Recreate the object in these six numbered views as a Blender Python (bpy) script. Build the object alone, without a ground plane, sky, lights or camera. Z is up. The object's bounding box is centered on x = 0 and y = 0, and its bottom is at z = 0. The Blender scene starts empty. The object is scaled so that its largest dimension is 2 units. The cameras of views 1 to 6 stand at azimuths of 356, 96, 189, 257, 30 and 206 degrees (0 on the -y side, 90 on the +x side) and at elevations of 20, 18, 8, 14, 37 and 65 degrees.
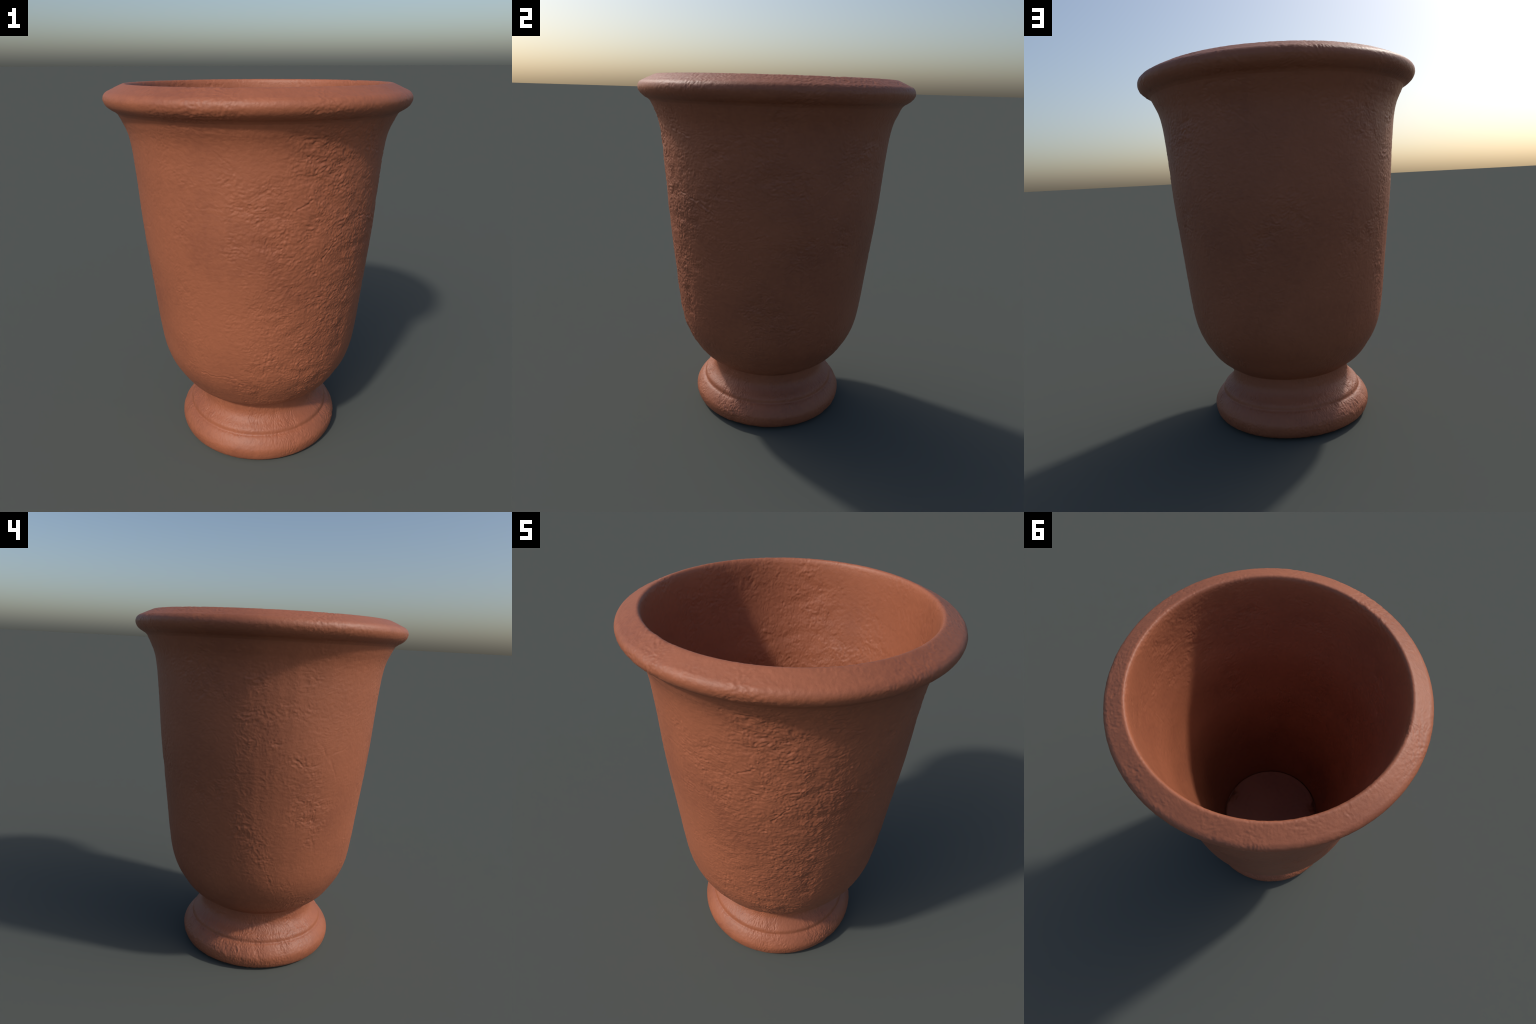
"""Terracotta urn planter: flared bell body, rolled rim, moulded foot, recessed floor.
The pot is one turned (lathed) skin with hand-worked clay relief; it is divided by
region into rim, outer wall, inner wall, foot and floor, whose borders coincide."""
import bpy, math
import numpy as np

SEGMENTS = 1200          # around the axis
STEP = 0.0037            # spacing along the profile, metres

# ----------------------------------------------------------------- profile (r, z)
FOOT = [(0.398, 0.000), (0.418, 0.0006), (0.4245, 0.0020), (0.4375, 0.0078), (0.4498, 0.0180),
        (0.4580, 0.032), (0.4633, 0.050), (0.4655, 0.071), (0.4635, 0.087), (0.457, 0.1025), (0.449, 0.116),
        (0.4395, 0.1285), (0.4305, 0.1385), (0.422, 0.1455), (0.4155, 0.1490), (0.4120, 0.1530),
        (0.4100, 0.1610), (0.4082, 0.1690), (0.4040, 0.1770), (0.3945, 0.1860), (0.3815, 0.1965),
        (0.368, 0.2090), (0.358, 0.2215), (0.351, 0.235), (0.347, 0.250), (0.3455, 0.268),
        (0.3450, 0.286), (0.3455, 0.304)]
WALL = [(0.3455, 0.304), (0.3612, 0.3148), (0.3837, 0.3300), (0.4045, 0.3450), (0.4215, 0.3600),
        (0.4408, 0.3800), (0.4562, 0.4000), (0.4725, 0.4250), (0.4880, 0.4500), (0.5030, 0.4750),
        (0.5155, 0.5000), (0.5280, 0.5300), (0.5380, 0.5600), (0.5482, 0.6000), (0.5567, 0.6500),
        (0.563, 0.701), (0.5688, 0.750), (0.5785, 0.850), (0.5885, 0.950), (0.5985, 1.050),
        (0.6085, 1.150), (0.618, 1.250), (0.625, 1.340), (0.631, 1.440), (0.637, 1.540),
        (0.6425, 1.610), (0.6485, 1.680), (0.6545, 1.725), (0.6615, 1.760), (0.6715, 1.792),
        (0.684, 1.820), (0.6955, 1.845), (0.7045, 1.862)]
RIM = [(0.7045, 1.862), (0.717, 1.8735), (0.734, 1.8835), (0.748, 1.8940), (0.758, 1.905),
       (0.7645, 1.918), (0.767, 1.931), (0.7655, 1.942), (0.760, 1.953), (0.7485, 1.9635),
       (0.731, 1.972), (0.712, 1.981), (0.693, 1.9895), (0.677, 1.9965), (0.667, 1.9997),
       (0.660, 1.9985), (0.6545, 1.9930), (0.6505, 1.983), (0.648, 1.968)]
INNER = [(0.648, 1.968), (0.6465, 1.950), (0.6455, 1.920), (0.6440, 1.870), (0.640, 1.800),
         (0.631, 1.720), (0.6175, 1.650), (0.602, 1.575), (0.5835, 1.505), (0.563, 1.410),
         (0.533, 1.250), (0.503, 1.130), (0.484, 1.040), (0.470, 0.960), (0.449, 0.850),
         (0.420, 0.680), (0.385, 0.480), (0.3465, 0.313)]
FLOOR = [(0.3465, 0.313), (0.3440, 0.305), (0.3432, 0.296), (0.3425, 0.2860), (0.3400, 0.2840),  # narrow slot cut round the disc to draw the black crease-shading line
         (0.3385, 0.290), (0.3375, 0.302), (0.3355, 0.3105), (0.3310, 0.3138), (0.300, 0.314),
         (0.200, 0.314), (0.100, 0.314), (0.012, 0.314)]
UNDERSIDE = [(0.010, 0.000), (0.200, 0.000), (0.398, 0.000)]


def smooth_curve(points, step):
    """Centripetal Catmull-Rom through the profile points, resampled evenly."""
    p = np.array(points, float)
    ext = np.vstack([2 * p[0] - p[1], p, 2 * p[-1] - p[-2]])
    out = []
    for i in range(1, len(ext) - 2):
        a, b, c, d = ext[i - 1:i + 3]
        k = [0.0]
        for q0, q1 in ((a, b), (b, c), (c, d)):
            k.append(k[-1] + max(np.linalg.norm(q1 - q0), 1e-6) ** 0.5)
        t = np.linspace(k[1], k[2], 24, endpoint=False)[:, None]
        a1 = (k[1] - t) / (k[1] - k[0]) * a + (t - k[0]) / (k[1] - k[0]) * b
        a2 = (k[2] - t) / (k[2] - k[1]) * b + (t - k[1]) / (k[2] - k[1]) * c
        a3 = (k[3] - t) / (k[3] - k[2]) * c + (t - k[2]) / (k[3] - k[2]) * d
        b1 = (k[2] - t) / (k[2] - k[0]) * a1 + (t - k[0]) / (k[2] - k[0]) * a2
        b2 = (k[3] - t) / (k[3] - k[1]) * a2 + (t - k[1]) / (k[3] - k[1]) * a3
        out.append((k[2] - t) / (k[2] - k[1]) * b1 + (t - k[1]) / (k[2] - k[1]) * b2)
    out = np.vstack(out + [p[-1:]])
    s = np.concatenate([[0], np.cumsum(np.linalg.norm(np.diff(out, axis=0), axis=1))])
    n = max(3, int(round(s[-1] / step)) + 1)
    u = np.linspace(0, s[-1], n)
    return np.stack([np.interp(u, s, out[:, 0]), np.interp(u, s, out[:, 1])], 1)


# ----------------------------------------------------------------- clay relief noise
_rng = np.random.default_rng(71)
_PERM = np.tile(_rng.permutation(512), 3)
_GRAD = _rng.normal(size=(512, 3)).astype(np.float32)
_GRAD /= np.linalg.norm(_GRAD, axis=1, keepdims=True)


def noise(x, y, z):
    """3D gradient noise, about -1 .. 1."""
    xi, yi, zi = (np.floor(v).astype(np.int64) for v in (x, y, z))
    fx, fy, fz = ((v - i).astype(np.float32) for v, i in ((x, xi), (y, yi), (z, zi)))
    xi &= 511; yi &= 511; zi &= 511
    u, v, w = (f * f * f * (f * (f * 6 - 15) + 10) for f in (fx, fy, fz))
    tot = 0
    for a in (0, 1):
        for b in (0, 1):
            for c in (0, 1):
                g = _GRAD[_PERM[_PERM[_PERM[xi + a] + yi + b] + zi + c]]
                d = g[:, 0] * (fx - a) + g[:, 1] * (fy - b) + g[:, 2] * (fz - c)
                tot = tot + d * (u if a else 1 - u) * (v if b else 1 - v) * (w if c else 1 - w)
    return tot * 1.7


def smoothstep(lo, hi, v):
    t = np.clip((v - lo) / (hi - lo), 0, 1)
    return t * t * (3 - 2 * t)


# where the maker's hand left the skin rougher (+) or smoother (-):
# azimuth (deg, 0 = front), height, spread in azimuth, spread in height, amount
WALL_ZONES = [(34, 1.30, 24, 0.55, 0.80), (22, 0.65, 30, 0.28, 0.55), (12, 0.42, 22, 0.10, 0.40),
              (-30, 1.10, 16, 0.60, -0.42), (-63, 1.15, 12, 0.90, -0.60), (180, 1.00, 42, 0.90, -0.22),
              (-104, 1.00, 5, 0.06, 0.30), (-69, 1.04, 6, 0.08, 0.40), (-77, 1.27, 6, 0.06, 0.45),
              (-104, 1.66, 16, 0.12, -0.30), (118, 1.28, 20, 0.20, 0.35), (-60, 0.42, 14, 0.06, 0.50),
              (-40, 1.38, 7, 0.12, 0.55), (-130, 1.55, 14, 0.40, 0.10)]
FOOT_ZONES = [(-110, 0.07, 26, 0.09, 0.75), (56, 0.07, 28, 0.09, 0.75), (160, 0.16, 30, 0.03, 0.40),
              (0, 0.10, 30, 0.20, -0.20)]
INNER_ZONES = [(-150, 1.82, 22, 0.12, 0.60), (-132, 1.60, 12, 0.15, 0.25), (66, 1.72, 22, 0.22, 0.80), (110, 1.30, 30, 0.40, -0.35),
               (180, 1.45, 20, 0.15, 0.30)]
# scratches and scored lines in the wall: stations (azimuth, height), depth in metres
SCRATCHES = [([(-109, 0.91), (-103, 0.74), (-97, 0.60), (-91, 0.46)], 0.0007),
             ([(45, 1.41), (52, 1.40), (60, 1.38), (63, 1.355), (67, 1.34)], 0.0030),
             ([(43, 1.74), (50, 1.725), (56, 1.70)], 0.0022),
             ([(-37, 0.60), (-31, 0.585), (-25, 0.59), (-20, 0.60), (-16, 0.59), (-10, 0.57)], 0.0020),
             ([(-1, 0.85), (1, 0.77), (-1, 0.69), (-2, 0.62)], 0.0014),
             ([(4, 0.575), (12, 0.585), (17, 0.590)], 0.0022),
             ([(124, 1.19), (131, 1.17), (139, 1.16)], 0.0014),
             ([(-30, 1.50), (-14, 1.50), (-3, 1.47), (3, 1.46)], 0.0009),
             ([(11, 1.49), (14, 1.515), (17, 1.53)], 0.0026),
             ([(24, 1.24), (28, 1.29), (33, 1.345)], 0.0026),
             ([(170, 1.72), (178, 1.65), (183, 1.59)], 0.0010)]


def zone_field(az, zz, zones):
    tot = np.zeros_like(zz)
    for a0, z0, sa, sz, amt in zones:
        da = (az - a0 + 180) % 360 - 180
        tot += amt * np.exp(-0.5 * ((da / sa) ** 2 + ((zz - z0) / sz) ** 2))
    return tot


def scratch_field(az, zz, rr, jitter):
    tot = np.zeros_like(zz)
    for pts, depth in SCRATCHES:
        best = np.full_like(zz, 9.0)
        a_mid = pts[len(pts) // 2][0]
        da = (az - a_mid + 180) % 360 - 180
        x = np.radians(da) * rr
        for (a0, z0), (a1, z1) in zip(pts[:-1], pts[1:]):
            ax, bx = np.radians(a0 - a_mid) * rr, np.radians(a1 - a_mid) * rr
            ux, uz = bx - ax, z1 - z0
            t = np.clip(((x - ax) * ux + (zz - z0) * uz) / (ux * ux + uz * uz), 0, 1)
            best = np.minimum(best, np.hypot(x - ax - t * ux, zz - z0 - t * uz))
        d = best + jitter
        tot += depth * (-np.exp(-(d / 0.0042) ** 2) + 0.45 * np.exp(-((d - 0.009) / 0.005) ** 2))
    return tot


def clay_relief(ang, s, radius, seed, stretch, zone, grit):
    """Height of the worked clay skin in metres.  ang/s: position round and along the
    profile; stretch > 1 draws the texture out along the profile (rim and foot)."""
    o = seed * 17.31
    x, y, z = radius * np.cos(ang) + o, radius * np.sin(ang) - o, s / stretch + 2 * o
    # slow unevenness of the hand-turned wall
    h = 0.0010 * noise(x * 3.2, y * 3.2, z * 2.6)
    # domain warp so the wrinkles wander
    wx = 0.011 * noise(x * 15, y * 15, z * 15 + 9)
    wz = 0.012 * noise(x * 15 + 5, y * 15, z * 15 - 7)
    swirl = 0.03 * noise(x * 5 + 3, y * 5, z * 5)
    X, Y, Z = x + wx, y + wx, z + wz + swirl
    # where the skin is rough and where it was smoothed over
    patch = noise(x * 4.2, y * 4.2, z * 3.2 + 31) + 0.85 * noise(x * 10, y * 10, z * 11 + 3)
    patch = 0.8 * patch + zone - 0.12
    rough = 0.26 + 1.00 * smoothstep(-0.45, 0.95, patch)
    # lumpy flecks, wider than tall, at four sizes
    f0 = noise(X * 20, Y * 20, Z * 28)
    f1 = noise(X * 42, Y * 42, Z * 64)
    f2 = noise(X * 70 + 8, Y * 70, Z * 102)
    f3 = noise(X * 108, Y * 108 + 4, Z * 140)
    fleck = 0.0005 * f0 + 0.0018 * f1 + 0.0017 * f2 + 0.0011 * f3 * grit
    # layered plaster steps: terraces whose edges break up into ragged little cliffs
    lay = noise(x * 9, y * 9, z * 13) + 0.34 * f1 + 0.24 * f2
    torn = smoothstep(0.0, 0.70, patch) * 1.25
    fleck = fleck + torn * (0.0008 * f0 - 0.0016 * smoothstep(0.03, 0.08, lay) - 0.0009 * smoothstep(0.30, 0.35, lay))
    pit = noise(X * 52 + 60, Y * 52, Z * 70)
    fleck = fleck - 0.0017 * smoothstep(0.36, 0.72, pit) * smoothstep(-0.3, 0.5, patch)
    # combed, fingerprint-like strokes in scattered patches
    comb_mask = smoothstep(0.12, 0.40, noise(x * 7 + 40, y * 7, z * 7 - 12))
    flow = z + 0.35 * x + 0.30 * noise(x * 4, y * 4 + 6, z * 4)
    comb = np.sin(2 * math.pi * 72 * flow)
    h = h + rough * fleck + 0.00045 * comb_mask * comb * (0.5 + f1)
    # long wandering hairline cracks
    line = np.abs(noise(x * 2.6 + 70 + 2.2 * wx, y * 2.6, z * 3.4 + 5 * wz))
    crack_mask = smoothstep(0.10, 0.34, noise(x * 3.4 + 11, y * 3.4, z * 3.4 + 77))
    h = h - 0.0010 * crack_mask * (1 - smoothstep(0.0, 0.016, line))
    return h


# ----------------------------------------------------------------- lathe
def revolve(rows, seg):
    ang = np.linspace(0, 2 * math.pi, seg, endpoint=False)
    return ang, np.repeat(rows[:, 0], seg), np.repeat(rows[:, 1], seg), np.tile(ang, len(rows))


def grid_faces(n_rows, seg):
    i = np.arange(n_rows - 1)[:, None] * seg
    j = np.arange(seg)[None, :]
    jn = (j + 1) % seg
    return np.stack([i + j, i + jn, i + seg + jn, i + seg + j], -1).reshape(-1, 4)


def make_mesh(name, verts, faces):
    me = bpy.data.meshes.new(name)
    me.vertices.add(len(verts))
    me.vertices.foreach_set("co", verts.astype(np.float32).ravel())
    me.loops.add(faces.size)
    me.loops.foreach_set("vertex_index", faces.astype(np.int32).ravel())
    me.polygons.add(len(faces))
    me.polygons.foreach_set("loop_start", np.arange(0, faces.size, 4, dtype=np.int32))
    me.polygons.foreach_set("use_smooth", np.ones(len(faces), bool))
    me.update(calc_edges=True)
    return me


# join the profile parts into one continuous run of rows, remembering the borders
parts = [("foot", FOOT, 0.0036, 1.20), ("outer_wall", WALL, STEP, 1.0), ("rim", RIM, 0.0034, 1.45),
         ("inner_wall", INNER, 0.0055, 1.0), ("floor", FLOOR, 0.0028, 1.0)]
rows, spans, stretch = [], {}, []
for name, pts, step, st in parts:
    c = smooth_curve(pts, step)
    start = sum(len(r) for r in rows)
    if rows:
        c, start = c[1:], start - 1
    rows.append(c)
    stretch += [st] * len(c)
    spans[name] = (start, start + len(c) - (1 if not spans else 0))
rows = np.vstack(rows)
stretch = np.array(stretch)
# ease the change of stretch over a few centimetres
ker = np.hanning(15); ker /= ker.sum()
stretch = np.convolve(np.pad(stretch, 7, mode="edge"), ker, "valid")

seglen = np.concatenate([[0], np.linalg.norm(np.diff(rows, axis=0), axis=1)])
s_row = np.cumsum(seglen)
v_row = np.cumsum(seglen / stretch)
tan = np.gradient(rows, axis=0)
tan /= np.linalg.norm(tan, axis=1, keepdims=True)
nrm = np.stack([tan[:, 1], -tan[:, 0]], 1)      # outward of the clay

ang, R, Z, A = revolve(rows, SEGMENTS)
V = np.repeat(v_row, SEGMENTS)
S = np.repeat(s_row, SEGMENTS)
strength_row = np.ones(len(rows))
strength_row *= smoothstep(0.0, 0.035, s_row)                      # clean edge on the ground
f0, f1 = spans["foot"]; r0, r1 = spans["rim"]; l0, l1 = spans["floor"]
i0, i1 = spans["inner_wall"]
strength_row[f0:f1] *= 0.70
strength_row[r0:r1] *= 0.66
strength_row[i0:i1] *= 0.82
strength_row[spans["outer_wall"][0]:spans["outer_wall"][1]] *= 0.92
strength_row[l0:] *= 0.15
strength_row = np.convolve(np.pad(strength_row, 7, mode="edge"), ker, "valid")
strength_row[0] = 0
# joints stay crisp: fade relief right in the corners
for cs in (s_row[f1], s_row[r0], s_row[l0]):
    strength_row *= 0.25 + 0.75 * smoothstep(0.0, 0.02, np.abs(s_row - cs))
# under-rim turn and groove were wiped smooth
groove_s = s_row[f0 + int(np.argmin(np.abs(rows[f0:f1, 1] - 0.161)))]
strength_row *= 0.35 + 0.65 * smoothstep(0.0, 0.012, np.abs(s_row - groove_s))

AZ = np.degrees(A) + 90.0                      # 0 at the front (-y), 90 at +x
zone = np.zeros_like(R)
for part, table in (("outer_wall", WALL_ZONES), ("foot", FOOT_ZONES), ("inner_wall", INNER_ZONES)):
    q = slice(spans[part][0] * SEGMENTS, spans[part][1] * SEGMENTS)
    zone[q] = zone_field(AZ[q], Z[q], table)
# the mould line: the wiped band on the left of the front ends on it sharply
w0, w1 = spans["outer_wall"]
q = slice(w0 * SEGMENTS, w1 * SEGMENTS)
da = (AZ[q] + 48 + 180) % 360 - 180
zone[q] += np.where((da < 0) & (da > -30), -0.45 * (1 + da / 30), 0.0)
grit_row = np.ones(len(rows))
grit_row[:f1] = 1.7
grit_row[r0:r1] = 2.0
H = clay_relief(A, V, 0.58, 1.0, 1.0, zone, np.repeat(grit_row, SEGMENTS))
jit = 0.004 * noise(30 * R[q] * np.cos(A[q]), 30 * R[q] * np.sin(A[q]), 30 * Z[q])
wob = noise(24 * R[q] * np.cos(A[q]), 24 * R[q] * np.sin(A[q]), 24 * Z[q] + 40)
H[q] += scratch_field(AZ[q], Z[q] + 0.014 * wob, R[q], jit) * smoothstep(-0.75, 0.1, wob)
# soft upright drag marks on the left-hand side
drag = noise(20 * R[q] * np.cos(A[q]), 20 * R[q] * np.sin(A[q]), 1.6 * Z[q])
H[q] += 0.0011 * drag * np.exp(-0.5 * (((AZ[q] + 98 + 180) % 360 - 180) / 24) ** 2) * smoothstep(0.5, 0.8, Z[q])
H[q] += 0.0004 * smoothstep(-1.0, 1.0, da) * (1 - smoothstep(0, 12, da))
H = H * np.repeat(strength_row, SEGMENTS)
NR, NZ = np.repeat(nrm[:, 0], SEGMENTS), np.repeat(nrm[:, 1], SEGMENTS)
R2, Z2 = R + H * NR, Z + H * NZ
# dark shading smudges at the floor edge, modelled as dents in the disc
q = slice(l0 * SEGMENTS, None)
for a0, width, reach, deep in ((91, 7, 0.060, 0.034), (-56, 7, 0.065, 0.036), (150, 20, 0.016, 0.026)):
    da = (AZ[q] - a0 + 180) % 360 - 180
    ragged = 1 + 0.6 * noise(40 * R[q] * np.cos(A[q]), 40 * R[q] * np.sin(A[q]), 0 * R[q] + a0)
    inset = np.clip(0.336 - R[q], 0, None)
    Z2[q] -= deep * np.exp(-0.5 * (da / width) ** 2) * np.exp(-inset / reach * 2.2) * ragged * (R[q] < 0.3382)
# rows near the centre of the floor: keep flat, the ring closes to a small hub
Z2 = np.clip(Z2, 0.0, 2.0)
verts = np.stack([R2 * np.cos(A), R2 * np.sin(A), Z2], 1)
faces = grid_faces(len(rows), SEGMENTS)

# vertex normals of the whole skin, so the split parts show no seam
p = verts[faces]
fn = np.cross(p[:, 2] - p[:, 0], p[:, 3] - p[:, 1])
vn = np.zeros_like(verts)
for k in range(4):
    for ax in range(3):
        vn[:, ax] += np.bincount(faces[:, k], weights=fn[:, ax], minlength=len(verts))
vn /= np.maximum(np.linalg.norm(vn, axis=1, keepdims=True), 1e-12)
# (faces run foot -> rim -> inside, so the normals already point out of the clay)


# ----------------------------------------------------------------- material
def terracotta(name, light, mid, dark, rough, grain):
    m = bpy.data.materials.new(name)
    m.use_nodes = True
    nt = m.node_tree
    N, L = nt.nodes, nt.links
    bsdf = N["Principled BSDF"]
    co = N.new("ShaderNodeTexCoord")

    def tex(scale, detail=4.0, r=0.55, dist=0.0):
        n = N.new("ShaderNodeTexNoise")
        n.inputs["Scale"].default_value = scale
        n.inputs["Detail"].default_value = detail
        n.inputs["Roughness"].default_value = r
        n.inputs["Distortion"].default_value = dist
        L.new(co.outputs["Object"], n.inputs["Vector"])
        return n
    big, small = tex(2.2, 3.0, 0.5, 0.4), tex(38.0, 4.0, 0.6)
    mixv = N.new("ShaderNodeMath"); mixv.operation = "MULTIPLY_ADD"
    L.new(small.outputs["Fac"], mixv.inputs[0]); mixv.inputs[1].default_value = 0.35
    half = N.new("ShaderNodeMath"); half.operation = "MULTIPLY"
    L.new(big.outputs["Fac"], half.inputs[0]); half.inputs[1].default_value = 0.65
    L.new(half.outputs[0], mixv.inputs[2])
    ramp = N.new("ShaderNodeValToRGB")
    ramp.color_ramp.elements[0].position = 0.36
    ramp.color_ramp.elements[0].color = (*dark, 1)
    ramp.color_ramp.elements[1].position = 0.64
    ramp.color_ramp.elements[1].color = (*light, 1)
    e = ramp.color_ramp.elements.new(0.5); e.color = (*mid, 1)
    L.new(mixv.outputs[0], ramp.inputs["Fac"])
    L.new(ramp.outputs["Color"], bsdf.inputs["Base Color"])
    bsdf.inputs["Roughness"].default_value = rough
    bsdf.inputs["Specular IOR Level"].default_value = 0.5
    g = tex(120.0, 3.0, 0.6)
    b = N.new("ShaderNodeBump")
    b.inputs["Strength"].default_value = grain
    b.inputs["Distance"].default_value = 0.002
    L.new(g.outputs["Fac"], b.inputs["Height"])
    L.new(b.outputs["Normal"], bsdf.inputs["Normal"])
    return m


clay = terracotta("fired_terracotta", (0.335, 0.107, 0.051), (0.305, 0.097, 0.046), (0.258, 0.080, 0.039), 0.55, 0.40)

# ----------------------------------------------------------------- objects
planter = bpy.data.objects.new("terracotta_planter", None)
planter.empty_display_size = 0.3
planter["label"] = "tall flared terracotta urn planter with rolled rim and moulded foot"
planter["category"] = "flower pot"
bpy.context.scene.collection.objects.link(planter)


def add_part(name, mesh):
    ob = bpy.data.objects.new(name, mesh)
    mesh.materials.append(clay)
    ob.parent = planter
    bpy.context.scene.collection.objects.link(ob)
    return ob


for name, (a, b) in spans.items():
    last = spans[name][1]
    lo, hi = a * SEGMENTS, (last + 1) * SEGMENTS
    hi = min(hi, len(verts))
    pv = verts[lo:hi]
    n_rows = len(pv) // SEGMENTS
    pn = vn[lo:hi]
    pf = grid_faces(n_rows, SEGMENTS)
    me = make_mesh(name, pv, pf)
    if name == "floor":
        # close the hub of the floor
        import bmesh
        bm = bmesh.new(); bm.from_mesh(me); bm.verts.ensure_lookup_table()
        hub = bm.faces.new([bm.verts[(n_rows - 1) * SEGMENTS + j] for j in range(SEGMENTS)])
        hub.smooth = True
        bm.to_mesh(me); bm.free()
    else:
        me.normals_split_custom_set_from_vertices(pn.tolist())
    add_part(name, me)

under = smooth_curve(UNDERSIDE, 0.05)
seg_u = SEGMENTS
_, RU, ZU, AU = revolve(under, seg_u)
uv = np.stack([RU * np.cos(AU), RU * np.sin(AU), ZU], 1)
add_part("underside", make_mesh("underside", uv, grid_faces(len(under), seg_u)))
